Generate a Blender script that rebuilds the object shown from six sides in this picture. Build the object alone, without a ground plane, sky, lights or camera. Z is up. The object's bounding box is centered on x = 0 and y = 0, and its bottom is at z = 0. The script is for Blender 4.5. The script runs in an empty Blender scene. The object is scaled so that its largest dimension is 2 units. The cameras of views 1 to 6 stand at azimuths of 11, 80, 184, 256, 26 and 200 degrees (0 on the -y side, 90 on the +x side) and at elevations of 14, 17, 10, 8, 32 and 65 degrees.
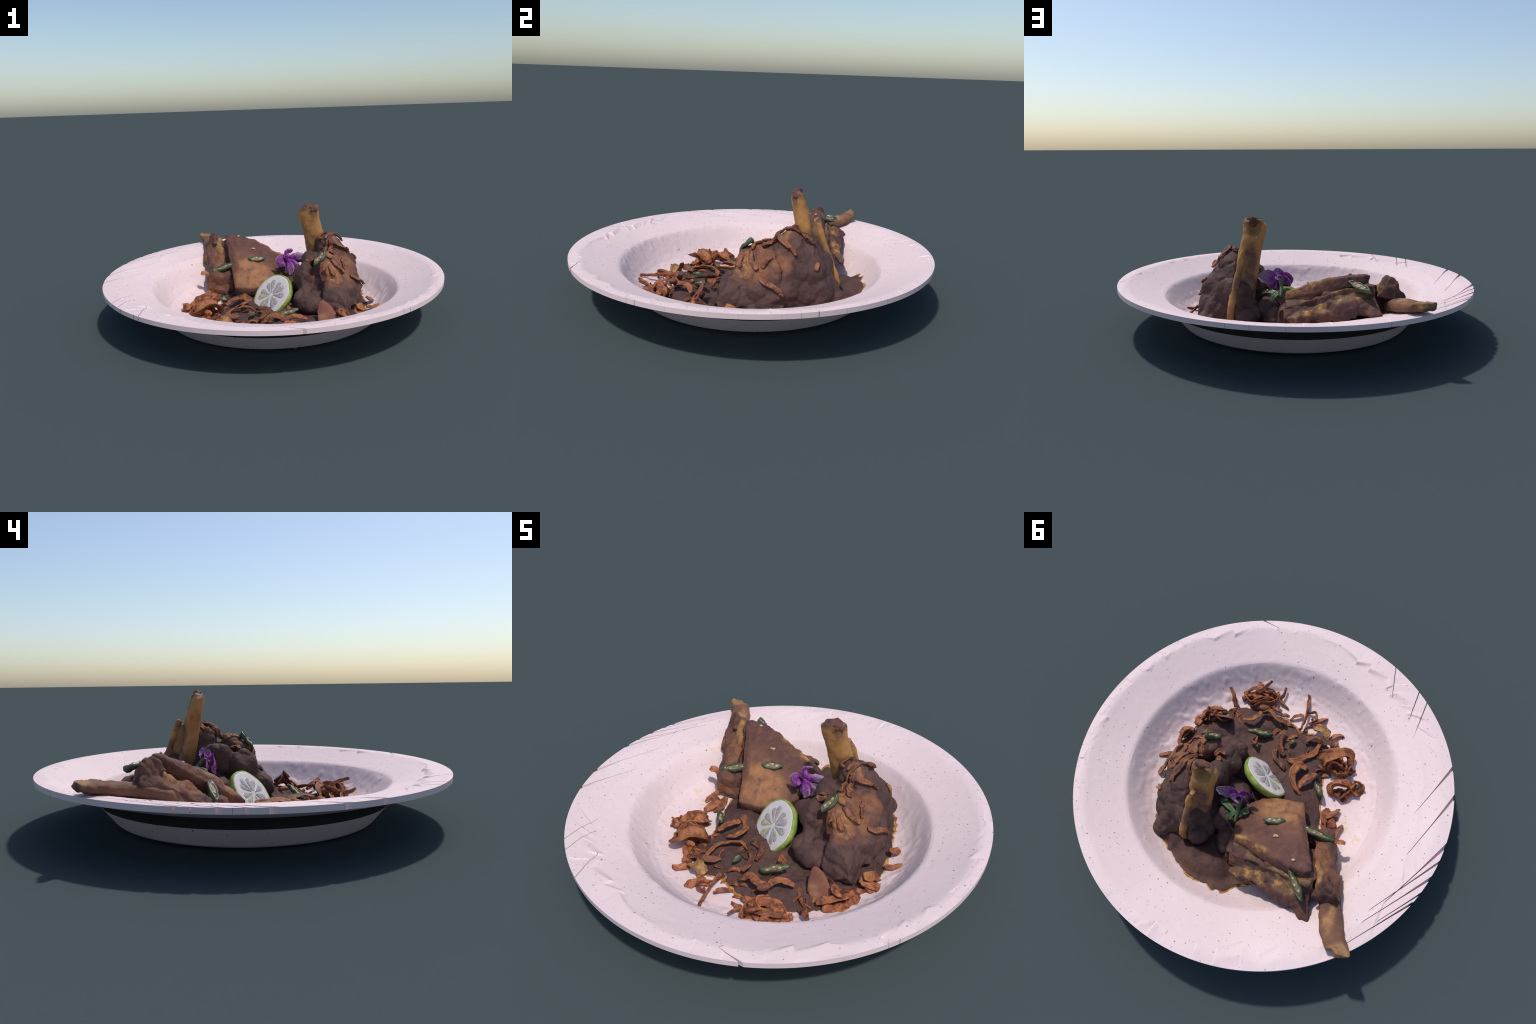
import bpy, bmesh, math, random
import numpy as np
from mathutils import Vector, Matrix, noise
from mathutils.bvhtree import BVHTree

rng = random.Random(7)
COL = bpy.context.scene.collection
TX, TY = 0.0082, 0.0059          # the rim stands very slightly tilted


# ------------------------------------------------------------------ helpers
def smooth(a, b, x):
    t = min(1.0, max(0.0, (x - a) / (b - a)))
    return t * t * (3 - 2 * t)


def lerp_table(tab, x):
    for (x0, y0), (x1, y1) in zip(tab, tab[1:]):
        if x <= x1:
            return y0 + (y1 - y0) * (x - x0) / (x1 - x0)
    return tab[-1][1]


def spline(pts, n):
    """Catmull-Rom through pts, n samples."""
    P = [Vector(p) for p in pts]
    if len(P) == 2:
        P = [P[0], (P[0] + P[1]) / 2, P[1]]
    P = [2 * P[0] - P[1]] + P + [2 * P[-1] - P[-2]]
    segs = len(P) - 3
    out = []
    for i in range(n):
        t = i / (n - 1) * segs
        k = min(int(t), segs - 1)
        t -= k
        a, b, c, d = P[k:k + 4]
        out.append(0.5 * (2 * b + (c - a) * t + (2 * a - 5 * b + 4 * c - d) * t * t
                          + (3 * b - a - 3 * c + d) * t ** 3))
    return out


def fbm(p, octaves=3, h=0.55):
    s, a = 0.0, 1.0
    q = Vector(p)
    for _ in range(octaves):
        s += a * noise.noise(q)
        q = q * 2.07 + Vector((3.1, 1.7, 5.3))
        a *= h
    return s


def make(name, verts, faces, mat, parent=None, angle=None, flat=False):
    me = bpy.data.meshes.new(name)
    me.from_pydata([tuple(v) for v in verts], [], faces)
    bm = bmesh.new()
    bm.from_mesh(me)
    bmesh.ops.recalc_face_normals(bm, faces=bm.faces)
    bm.to_mesh(me)
    bm.free()
    ob = bpy.data.objects.new(name, me)
    COL.objects.link(ob)
    finish(ob, mat, parent, angle, flat)
    return ob


def finish(ob, mat, parent=None, angle=None, flat=False):
    if not flat:
        ob.data.shade_smooth()
    if angle:
        ob.data.set_sharp_from_angle(angle=math.radians(angle))
    if mat is not None:
        ob.data.materials.clear()
        ob.data.materials.append(mat)
    if parent is not None:
        ob.parent = parent
        ob.matrix_parent_inverse = Matrix.Translation(-parent.location)


def thing(name, loc, label, category):
    e = bpy.data.objects.new(name, None)
    e.empty_display_size = 0.05
    e.location = loc
    COL.objects.link(e)
    e["label"], e["category"] = label, category
    return e


def apply_mods(ob):
    dg = bpy.context.evaluated_depsgraph_get()
    me = bpy.data.meshes.new_from_object(ob.evaluated_get(dg))
    old = ob.data
    ob.modifiers.clear()
    ob.data = me
    bpy.data.meshes.remove(old)


def add_hull(bm, pts):
    b2 = bmesh.new()
    for p in pts:
        b2.verts.new(p)
    r = bmesh.ops.convex_hull(b2, input=b2.verts)
    junk = [g for g in r["geom_interior"] + r["geom_unused"] if isinstance(g, bmesh.types.BMVert)]
    bmesh.ops.delete(b2, geom=list(set(junk)), context='VERTS')
    me = bpy.data.meshes.new("tmp")
    b2.to_mesh(me)
    b2.free()
    bm.from_mesh(me)
    bpy.data.meshes.remove(me)


def add_ball(bm, c, r, rot=(0, 0, 0)):
    from mathutils import Euler
    m = Matrix.Translation(c) @ Euler([math.radians(a) for a in rot]).to_matrix().to_4x4() @ Matrix.Diagonal((*r, 1))
    bmesh.ops.create_icosphere(bm, subdivisions=3, radius=1.0, matrix=m)


def fuse(name, build, voxel, smooth_it, relief, mat, parent, facet=None, sculpt=None):
    """Union chunks by voxel remesh, soften, then push out lumps along the normals.
    relief: list of (scale, height) noise octaves; facet: (scale, height) cellular planes;
    sculpt: list of (centre, radius, depth) dents and bumps."""
    bm = bmesh.new()
    build(bm)
    me = bpy.data.meshes.new(name)
    bm.to_mesh(me)
    bm.free()
    ob = bpy.data.objects.new(name, me)
    COL.objects.link(ob)
    m = ob.modifiers.new("r", 'REMESH')
    m.mode, m.voxel_size = 'VOXEL', voxel
    s = ob.modifiers.new("s", 'SMOOTH')
    s.factor, s.iterations = 0.5, smooth_it
    apply_mods(ob)
    me = ob.data
    n = len(me.vertices)
    co = np.empty(n * 3); me.vertices.foreach_get("co", co); co = co.reshape(-1, 3)
    no = np.empty(n * 3); me.vertices.foreach_get("normal", no); no = no.reshape(-1, 3)
    out = co.copy()
    for i in range(n):
        p = Vector(co[i])
        h = 0.0
        for sc, am in relief:
            h += am * noise.noise(p * sc + Vector((sc, 0.3 * sc, 2.1)))
        if facet:
            sc, am = facet
            d = noise.voronoi(p * sc)[0]
            h += am * (0.25 - d[0]) + 0.6 * am * min(0.25, d[1] - d[0])
        if sculpt:
            for c, r, dep in sculpt:
                q = (p - Vector(c)).length / r
                if q < 1:
                    h += dep * (1 - q * q) ** 2
        out[i] += no[i] * h
    me.vertices.foreach_set("co", out.ravel())
    me.update()
    finish(ob, mat, parent)
    return ob


def tube(name, sections, seg, mat, parent=None, rough=0.0, rscale=20, caps=True, power=2.0, angle=None):
    """Loft through (centre, axis_a, axis_b, ra, rb) cross-sections."""
    verts, faces = [], []
    for (c, a, b, ra, rb) in sections:
        for j in range(seg):
            t = 2 * math.pi * j / seg
            ca, sa = math.cos(t), math.sin(t)
            ca = math.copysign(abs(ca) ** (2 / power), ca)
            sa = math.copysign(abs(sa) ** (2 / power), sa)
            p = Vector(c) + Vector(a) * (ra * ca) + Vector(b) * (rb * sa)
            if rough:
                d = (p - Vector(c))
                if d.length > 1e-6:
                    p += d.normalized() * rough * fbm(p * rscale)
            verts.append(p)
    n = len(sections)
    for i in range(n - 1):
        for j in range(seg):
            k = (j + 1) % seg
            faces.append((i * seg + j, i * seg + k, (i + 1) * seg + k, (i + 1) * seg + j))
    if caps:
        for i in (0, n - 1):
            verts.append(Vector(sections[i][0]))
            m = len(verts) - 1
            for j in range(seg):
                faces.append((i * seg + j, i * seg + (j + 1) % seg, m))
    return make(name, verts, faces, mat, parent, angle)


# ------------------------------------------------------------------ materials
class Nodes:
    def __init__(self, name):
        self.m = bpy.data.materials.new(name)
        self.m.use_nodes = True
        self.t = self.m.node_tree
        self.t.nodes.clear()
        self.out = self.n('ShaderNodeOutputMaterial')
        self.b = self.n('ShaderNodeBsdfPrincipled')
        self.l(self.b.outputs[0], self.out.inputs[0])
        self.co = self.n('ShaderNodeTexCoord').outputs['Object']

    def n(self, t, **kw):
        nd = self.t.nodes.new(t)
        for k, v in kw.items():
            setattr(nd, k, v)
        return nd

    def l(self, a, b):
        self.t.links.new(a, b)

    def put(self, sock, v):
        if isinstance(v, bpy.types.NodeSocket):
            self.l(v, sock)
        else:
            sock.default_value = v

    def math(self, op, a, b=0.0, clamp=False):
        nd = self.n('ShaderNodeMath', operation=op, use_clamp=clamp)
        self.put(nd.inputs[0], a)
        self.put(nd.inputs[1], b)
        return nd.outputs[0]

    def vmath(self, op, a, b=(0, 0, 0)):
        nd = self.n('ShaderNodeVectorMath', operation=op)
        self.put(nd.inputs[0], a)
        self.put(nd.inputs[1], b)
        return nd.outputs[1] if op in ('LENGTH', 'DISTANCE', 'DOT_PRODUCT') else nd.outputs[0]

    def noise(self, scale, detail=4, rough=0.55, vec=None, color=False, dist=0.0):
        nd = self.n('ShaderNodeTexNoise')
        self.l(vec or self.co, nd.inputs['Vector'])
        nd.inputs['Scale'].default_value = scale
        nd.inputs['Detail'].default_value = detail
        nd.inputs['Roughness'].default_value = rough
        nd.inputs['Distortion'].default_value = dist
        return nd.outputs['Color' if color else 'Fac']

    def ramp(self, fac, stops, interp='LINEAR'):
        nd = self.n('ShaderNodeValToRGB')
        nd.color_ramp.interpolation = interp
        while len(nd.color_ramp.elements) < len(stops):
            nd.color_ramp.elements.new(0.5)
        for e, (p, c) in zip(nd.color_ramp.elements, stops):
            e.position = p
            e.color = (*c, 1) if len(c) == 3 else c
        self.l(fac, nd.inputs[0])
        return nd.outputs[0]

    def mix(self, fac, a, b):
        nd = self.n('ShaderNodeMix', data_type='RGBA')
        self.put(nd.inputs[0], fac)
        for s, v in ((nd.inputs[6], a), (nd.inputs[7], b)):
            self.put(s, (*v, 1) if isinstance(v, tuple) and len(v) == 3 else v)
        return nd.outputs[2]

    def rng(self, v, a, b, lo=0.0, hi=1.0):
        nd = self.n('ShaderNodeMapRange', interpolation_type='SMOOTHSTEP')
        self.put(nd.inputs[0], v)
        nd.inputs[1].default_value, nd.inputs[2].default_value = a, b
        nd.inputs[3].default_value, nd.inputs[4].default_value = lo, hi
        return nd.outputs[0]

    def warped(self, amount, scale):
        n = self.noise(scale, 3, color=True)
        n = self.vmath('SUBTRACT', n, (0.5, 0.5, 0.5))
        s = self.n('ShaderNodeVectorMath', operation='SCALE')
        self.l(n, s.inputs[0])
        s.inputs['Scale'].default_value = amount * 2
        return self.vmath('ADD', self.co, s.outputs[0])

    def blob(self, vec, c, r, soft=0.35):
        """1 inside an ellipsoid patch at c with radii r."""
        if not isinstance(r, tuple):
            r = (r, r, r)
        d = self.vmath('SUBTRACT', vec, c)
        d = self.vmath('DIVIDE', d, r)
        d = self.vmath('LENGTH', d)
        return self.rng(d, 1 + soft, 1 - soft, 0, 1)

    def blobs(self, vec, lst, soft=0.35):
        f = None
        for c, r in lst:
            x = self.blob(vec, c, r, soft)
            f = x if f is None else self.math('MAXIMUM', f, x)
        return f

    def bump(self, height, strength, dist=0.004):
        nd = self.n('ShaderNodeBump')
        nd.inputs['Strength'].default_value = strength
        nd.inputs['Distance'].default_value = dist
        self.l(height, nd.inputs['Height'])
        self.l(nd.outputs[0], self.b.inputs['Normal'])

    def done(self, color, rough=0.6, spec=0.3):
        self.put(self.b.inputs['Base Color'], color)
        self.put(self.b.inputs['Roughness'], rough)
        self.b.inputs['Specular IOR Level'].default_value = spec
        return self.m


SAUCE_D, SAUCE, SAUCE_L = (0.050, 0.028, 0.026), (0.080, 0.044, 0.041), (0.112, 0.058, 0.048)
MEAT, SKIN, SKIN_L, FAT = (0.118, 0.054, 0.040), (0.225, 0.092, 0.046), (0.34, 0.158, 0.070), (0.43, 0.235, 0.080)


def layered(name, base, layers=(), grain=60, bump=0.35, rough=0.66, spec=0.16, nscale=9, fleck=None):
    k = Nodes(name)
    w = k.warped(0.035, 14)
    n = k.noise(nscale, 5, 0.6)
    c = k.ramp(n, [(0.3, base[0]), (0.5, base[1]), (0.7, base[2])])
    for col, lst, soft, breakup in layers:
        f = k.blobs(w, lst, soft)
        nn = k.rng(k.noise(22, 5, 0.6), 0.5 - breakup, 0.62, 0.15, 1.0)
        f = k.math('MULTIPLY', f, nn)
        tone = k.mix(k.noise(30, 4), tuple(x * 0.72 for x in col), tuple(min(1, x * 1.22) for x in col))
        c = k.mix(f, c, tone)
    g = k.noise(grain, 6, 0.65)
    c = k.mix(k.rng(g, 0.35, 0.7, 0.0, 0.22), c, k.mix(0.35, c, (0.3, 0.16, 0.11)))
    fl = k.noise(210, 2, 0.5)
    c = k.mix(k.rng(fl, 0.66, 0.76, 0.0, 0.25), c, fleck or (0.30, 0.20, 0.17))
    k.bump(k.math('ADD', k.noise(grain, 6, 0.65), k.math('MULTIPLY', k.noise(grain * 3.5, 3), 0.4)), bump, 0.006)
    return k.done(c, k.rng(g, 0.3, 0.7, rough - 0.12, rough + 0.12), spec)


def glaze_material():
    k = Nodes("speckled_glaze")
    sep = k.n('ShaderNodeSeparateXYZ')
    k.l(k.co, sep.inputs[0])
    flatv = k.n('ShaderNodeCombineXYZ')
    k.l(sep.outputs[0], flatv.inputs[0])
    k.l(sep.outputs[1], flatv.inputs[1])
    v2 = flatv.outputs[0]
    base = k.ramp(k.noise(3.0, 4), [(0.3, (0.71, 0.555, 0.558)), (0.7, (0.76, 0.600, 0.602))])
    speck = None
    for scale, size, keep in ((20, 0.080, 0.50), (29, 0.070, 0.70), (46, 0.075, 0.72)):
        vo = k.n('ShaderNodeTexVoronoi', voronoi_dimensions='2D', feature='F1')
        k.l(v2, vo.inputs['Vector'])
        vo.inputs['Scale'].default_value = scale
        r = k.n('ShaderNodeSeparateColor')
        k.l(vo.outputs['Color'], r.inputs[0])
        on = k.math('GREATER_THAN', r.outputs[0], keep)
        sz = k.rng(r.outputs[1], 0, 1, size * .5, size)
        d = k.math('LESS_THAN', vo.outputs['Distance'], sz)
        s = k.math('MULTIPLY', d, on)
        clump = k.rng(k.noise(4.5, 2, vec=v2), 0.36, 0.54, 0.3, 1.0)
        s = k.math('MULTIPLY', s, k.math('MULTIPLY', clump, k.rng(r.outputs[2], 0, 1, 0.45, 0.95)))
        speck = s if speck is None else k.math('MAXIMUM', speck, s)
    c = k.mix(k.math('MULTIPLY', speck, 0.85), base, (0.12, 0.095, 0.08))
    w = k.warped(0.04, 25)
    oil = k.math('MULTIPLY', k.blobs(w, [((-0.47, 0.13, 0.05), (0.10, 0.13, 0.1)), ((-0.60, 0.42, 0.2), (0.05, 0.05, 0.1)),
                                         ((-0.45, 0.62, 0.2), (0.05, 0.05, 0.1))], 0.5),
                 k.rng(k.noise(26, 3), 0.52, 0.66))
    c = k.mix(k.math('MULTIPLY', oil, 0.7), c, (0.66, 0.50, 0.24))
    k.bump(k.noise(45, 4), 0.05, 0.004)
    return k.done(c, 0.62, 0.3)


M_GLAZE = glaze_material()
k = Nodes("painted_gap_shade")  # dark colour standing in for shade inside the gap under the rim
M_GAP_SHADE = k.done(k.ramp(k.noise(30, 4), [(0.3, (0.050, 0.043, 0.041)), (0.7, (0.066, 0.057, 0.054))]), 0.85, 0.1)
M_SAUCE = layered("brown_sauce", (SAUCE_D, SAUCE, SAUCE_L), [
    ((0.110, 0.060, 0.044), [((0.25, 0.56, 0.1), (0.2, 0.05, 0.1)), ((0.05, -0.2, 0.05), 0.15)], 0.5, 0.12)], grain=75, bump=0.5)

k = Nodes("golden_oil")
M_OIL = k.done(k.ramp(k.noise(16, 4), [(0.35, (0.24, 0.10, 0.035)), (0.52, (0.42, 0.22, 0.055)), (0.70, (0.60, 0.41, 0.15))]), 0.4, 0.3)

M_SHANK = layered("glazed_shank_meat", (SAUCE_D, SAUCE, SAUCE_L), [
    (SKIN, [((0.40, -0.06, 0.30), (0.13, 0.13, 0.10)), ((0.44, 0.03, 0.30), (0.08, 0.10, 0.07))], 0.40, 0.22),
    (SKIN_L, [((0.37, -0.09, 0.285), (0.06, 0.06, 0.06)), ((0.36, 0.10, 0.45), (0.05, 0.06, 0.04))], 0.5, 0.10),
    (FAT, [((0.415, -0.11, 0.235), (0.035, 0.03, 0.018)), ((0.38, -0.12, 0.27), 0.022)], 0.4, 0.10),
    ((0.16, 0.10, 0.06), [((0.30, 0.40, 0.2), (0.03, 0.05, 0.2))], 0.4, 0.2)], grain=60, bump=0.5)
M_BLADE = layered("roasted_blade_meat", ((0.100, 0.046, 0.037), (0.140, 0.062, 0.044), (0.190, 0.088, 0.052)), [
    (SKIN_L, [((-0.12, 0.13, 0.20), (0.14, 0.10, 0.1)), ((-0.20, 0.16, 0.22), (0.06, 0.09, 0.1))], 0.55, 0.25),
    ((0.095, 0.045, 0.040), [((-0.30, 0.43, 0.36), (0.17, 0.11, 0.1)), ((0.03, 0.20, 0.20), (0.07, 0.14, 0.1)), ((-.06, .32, .28), (.10, .06, .1))], 0.6, 0.18),
    (FAT, [((-0.10, 0.415, 0.315), (0.09, 0.02, 0.03)), ((0.0, 0.385, 0.27), (0.06, 0.02, 0.03)), ((-0.21, 0.44, 0.33), (0.04, 0.02, 0.03))], 0.5, 0.15)],
    grain=48, bump=0.35)
M_LAYER = layered("braised_meat_layer", ((0.062, 0.034, 0.032), (0.095, 0.046, 0.038), (0.14, 0.066, 0.043)), [
    (FAT, [((-0.09, 0.53, 0.205), (0.13, 0.035, 0.030)), ((0.0, 0.55, 0.16), (0.04, 0.03, 0.03)),
           ((-0.27, 0.555, 0.275), (0.10, 0.025, 0.022)), ((-.33, .50, .325), (.05, .03, .03))], 0.5, 0.08),
    ((0.27, 0.155, 0.07), [((-0.30, 0.49, 0.31), (0.12, 0.05, 0.05)), ((-0.06, 0.40, 0.26), (0.12, 0.05, 0.05))], 0.5, 0.12)], grain=50, bump=0.4)
M_SIDE = layered("braised_side_meat", ((0.072, 0.040, 0.035), MEAT, (0.15, 0.072, 0.046)), [
    (FAT, [((-0.43, 0.40, 0.29), (0.03, 0.06, 0.05)), ((-0.40, 0.20, 0.12), (0.035, 0.04, 0.035)), ((-0.44, 0.48, 0.31), (0.03, 0.05, 0.04))], 0.5, 0.12),
    (SKIN, [((-0.42, 0.19, 0.11), (0.08, 0.06, 0.06)), ((-0.40, 0.33, 0.24), (0.06, 0.1, 0.08))], 0.5, 0.15)], grain=50, bump=0.45)
M_BONE = layered("cooked_bone", ((0.31, 0.145, 0.048), (0.42, 0.210, 0.072), (0.48, 0.27, 0.10)), [
    ((0.115, 0.060, 0.048), [((0.215, 0.19, 0.625), (0.11, 0.08, 0.038)), ((0.235, 0.155, 0.575), (0.035, 0.04, 0.045)),
                             ((0.215, 0.30, 0.44), (0.035, 0.06, 0.10)), ((0.24, 0.33, 0.28), (0.08, 0.1, 0.10)), ((.290, .30, .475), (.035, .03, .04))], 0.25, 0.35),
    ((0.17, 0.075, 0.045), [((0.14, 0.23, 0.50), (0.03, 0.05, 0.06)), ((0.18, 0.18, 0.36), (0.06, 0.06, 0.04))], 0.5, 0.05)],
    grain=30, bump=0.2, rough=0.55, nscale=6)
M_SINEW = layered("sinew_and_bone", ((0.055, 0.031, 0.028), (0.085, 0.045, 0.037), (0.14, 0.075, 0.045)), [
    ((0.27, 0.155, 0.058), [((.25, .33, .40), (.05, .06, .10))], 0.5, 0.25)], grain=45, bump=0.4)
M_CAP = layered("browned_bone_end", ((0.065, 0.032, 0.028), (0.115, 0.055, 0.042), (0.19, 0.092, 0.06)), grain=60, bump=0.6, nscale=26)
M_MARROW = layered("bone_marrow", ((0.045, 0.025, 0.022), (0.07, 0.038, 0.03), (0.12, 0.06, 0.045)), grain=60, bump=0.6)
M_RIB = layered("brown_blade_bone", ((0.10, 0.050, 0.036), (0.145, 0.070, 0.045), (0.19, 0.095, 0.055)), [
    ((0.34, 0.185, 0.085), [((-0.535, 0.64, 0.30), (0.026, 0.09, 0.05)), ((-0.62, 0.77, 0.31), (0.05, 0.04, 0.04))], 0.5, 0.2)], grain=40, bump=0.35)


def onion_material(name, a, b, c):
    k = Nodes(name)
    n = k.noise(26, 6, 0.68, dist=0.6)
    col = k.ramp(n, [(0.30, tuple(x * .62 for x in a)), (0.42, a), (0.52, b), (0.66, c), (0.76, tuple(min(1, x * 1.25) for x in c))])
    info = k.n('ShaderNodeObjectInfo')
    col = k.mix(k.rng(info.outputs['Random'], 0, 1, 0, 0.6), col, k.mix(0.55, col, a))
    gold = k.math('MULTIPLY', k.rng(info.outputs['Random'], .62, .70), k.rng(k.noise(14, 3), .45, .65, 0, .5))
    col = k.mix(gold, col, (0.46, 0.195, 0.065))
    st = k.noise(170, 3)
    col = k.mix(k.rng(st, 0.58, 0.75, 0, 0.30), col, (0.50, 0.27, 0.16))
    k.bump(k.math('ADD', k.noise(60, 6, 0.65), k.math('MULTIPLY', st, 0.4)), 0.7, 0.006)
    return k.done(col, 0.55, 0.22)


M_ONION = onion_material("fried_onion", (0.15, 0.050, 0.028), (0.33, 0.112, 0.050), (0.46, 0.180, 0.080))
M_ONION_D = onion_material("dark_fried_onion", (0.09, 0.036, 0.026), (0.185, 0.066, 0.038), (0.29, 0.115, 0.056))
M_ONION_M = onion_material("glazed_onion", (0.095, 0.040, 0.029), (0.21, 0.078, 0.042), (0.36, 0.140, 0.064))
M_ONION_P = onion_material("pale_onion", (0.22, 0.095, 0.035), (0.36, 0.19, 0.075), (0.50, 0.33, 0.16))
M_GARLIC = layered("roasted_garlic", ((0.13, 0.048, 0.038), (0.20, 0.080, 0.052), (0.26, 0.125, 0.075)), [
    ((0.38, 0.205, 0.105), [((0.345, -0.385, 0.10), (0.035, 0.05, 0.035))], 0.5, 0.2)], grain=50, bump=0.25)

k = Nodes("lime_rind")
M_RIND = k.done(k.ramp(k.noise(14, 4), [(0.3, (0.145, 0.215, 0.040)), (0.55, (0.30, 0.39, 0.085)), (0.75, (0.44, 0.50, 0.15))]), 0.45, 0.4)
k.bump(k.noise(85, 2), 0.5, 0.006)
k = Nodes("lime_pith")
M_PITH = k.done(k.ramp(k.noise(20, 3), [(0.3, (0.58, 0.55, 0.47)), (0.6, (0.64, 0.57, 0.58))]), 0.6, 0.3)
LC = Vector((0.001, -0.043, 0.115))
LN = Vector((-0.5197, -0.5934, 0.6146)).normalized()
LA = Vector((0, 0, 1)).cross(LN).normalized()
LB = LN.cross(LA).normalized()


def vesicle_material(name, lo, hi):
    k = Nodes(name)
    d = k.vmath('SUBTRACT', k.co, tuple(LC))
    ang = k.math('ARCTAN2', k.vmath('DOT_PRODUCT', d, tuple(LB)), k.vmath('DOT_PRODUCT', d, tuple(LA)))
    rad = k.vmath('LENGTH', d)
    cv = k.n('ShaderNodeCombineXYZ')
    k.l(k.math('MULTIPLY', ang, 9.0), cv.inputs[0])
    k.l(k.math('MULTIPLY', rad, 26.0), cv.inputs[1])
    n = k.noise(2.0, 4, vec=cv.outputs[0])
    c = k.ramp(n, [(0.32, lo), (0.5, tuple((a + b) / 2 for a, b in zip(lo, hi))), (0.66, hi)])
    k.bump(n, 0.4, 0.005)
    return k.done(c, 0.3, 0.5)


M_VES = vesicle_material("lime_flesh", (0.19, 0.175, 0.165), (0.50, 0.46, 0.44))
M_VES_Y = vesicle_material("ripe_lime_flesh", (0.29, 0.27, 0.17), (0.56, 0.53, 0.33))

k = Nodes("chili_skin")
M_CHILI = k.done(k.ramp(k.noise(20, 4), [(0.3, (0.028, 0.044, 0.024)), (0.55, (0.060, 0.088, 0.042)), (0.75, (0.13, 0.155, 0.08))]), 0.4, 0.45)
k = Nodes("chili_flesh")
M_CHILI_F = k.done(k.ramp(k.noise(50, 4), [(0.3, (0.11, 0.075, 0.040)), (0.6, (0.27, 0.195, 0.11))]), 0.5, 0.35)
k = Nodes("seed")
M_SEED = k.done(k.ramp(k.noise(60, 3), [(0.3, (0.36, 0.22, 0.13)), (0.7, (0.56, 0.40, 0.29))]), 0.5, 0.35)

FC = (0.072, 0.160, 0.286)
k = Nodes("violet_petal")
d = k.vmath('DISTANCE', k.co, FC)
streak = k.noise(60, 3, 0.5, dist=1.5)
f = k.math('ADD', k.rng(d, 0.03, 0.125, 1.0, 0.0), k.rng(streak, 0.35, 0.7, -0.35, 0.35), clamp=True)
c = k.mix(f, (0.42, 0.29, 0.37), (0.25, 0.022, 0.29))
M_PETAL = k.done(c, 0.55, 0.3)
tr = k.n('ShaderNodeBsdfTranslucent')
k.l(c, tr.inputs[0])
mx = k.n('ShaderNodeMixShader')
mx.inputs[0].default_value = 0.2
k.l(k.b.outputs[0], mx.inputs[1]); k.l(tr.outputs[0], mx.inputs[2]); k.l(mx.outputs[0], k.out.inputs[0])
k = Nodes("stem_green")
M_STEM = k.done(k.ramp(k.noise(25, 4), [(0.3, (0.030, 0.060, 0.026)), (0.7, (0.11, 0.19, 0.07))]), 0.5, 0.35)

# ------------------------------------------------------------------ plate
TOP = [(0, .030), (.50, .031), (.55, .036), (.59, .048), (.62, .064), (.65, .090), (.68, .126), (.70, .153),
       (.715, .174), (.727, .188), (.74, .195), (.78, .207), (.82, .2195), (.87, .235), (.93, .2545), (.945, .2585), (1.0, .2640)]
FLAT_IN = [(-180, .83), (-160, .84), (-140, .85), (-125, .865), (-110, .895), (-95, .938), (-75, .945), (-60, .93),
           (-45, .94), (-25, .958), (0, .955), (20, .965), (50, .985), (65, .975), (80, .925), (95, .897), (115, .90),
           (130, .925), (150, .89), (165, .855), (180, .83)]
WEST = [(0, .030), (.50, .031), (.55, .036), (.59, .048), (.62, .067), (.65, .105), (.68, .155), (.70, .184),
        (.72, .205), (.75, .217), (.79, .225), (.85, .241), (.92, .259), (1.0, .2650)]
WELL = (0.018, -0.010)


def bowl(x, y):
    """Height of the plate's inner surface before tilt."""
    r = math.hypot(x, y)
    f = smooth(0.97, 0.72, r)
    r2 = math.hypot(x - WELL[0] * f, y - WELL[1] * f)
    w = westward(math.degrees(math.atan2(y, x)))
    z = lerp_table(TOP, r2)
    z += (lerp_table(WEST, r) - z) * w
    return z - 0.005 * x * smooth(.50, .70, r) * smooth(1.0, .90, r) * (1 - w) + (TX * x + TY * y) * smooth(.75, .98, r)


def westward(deg):
    """1 where the gapped scan rim lies flat, on the -x side."""
    return smooth(118, 145, deg) if deg > 0 else smooth(-142, -168, deg)


def plate_z(x, y):
    return bowl(x, y)


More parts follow.
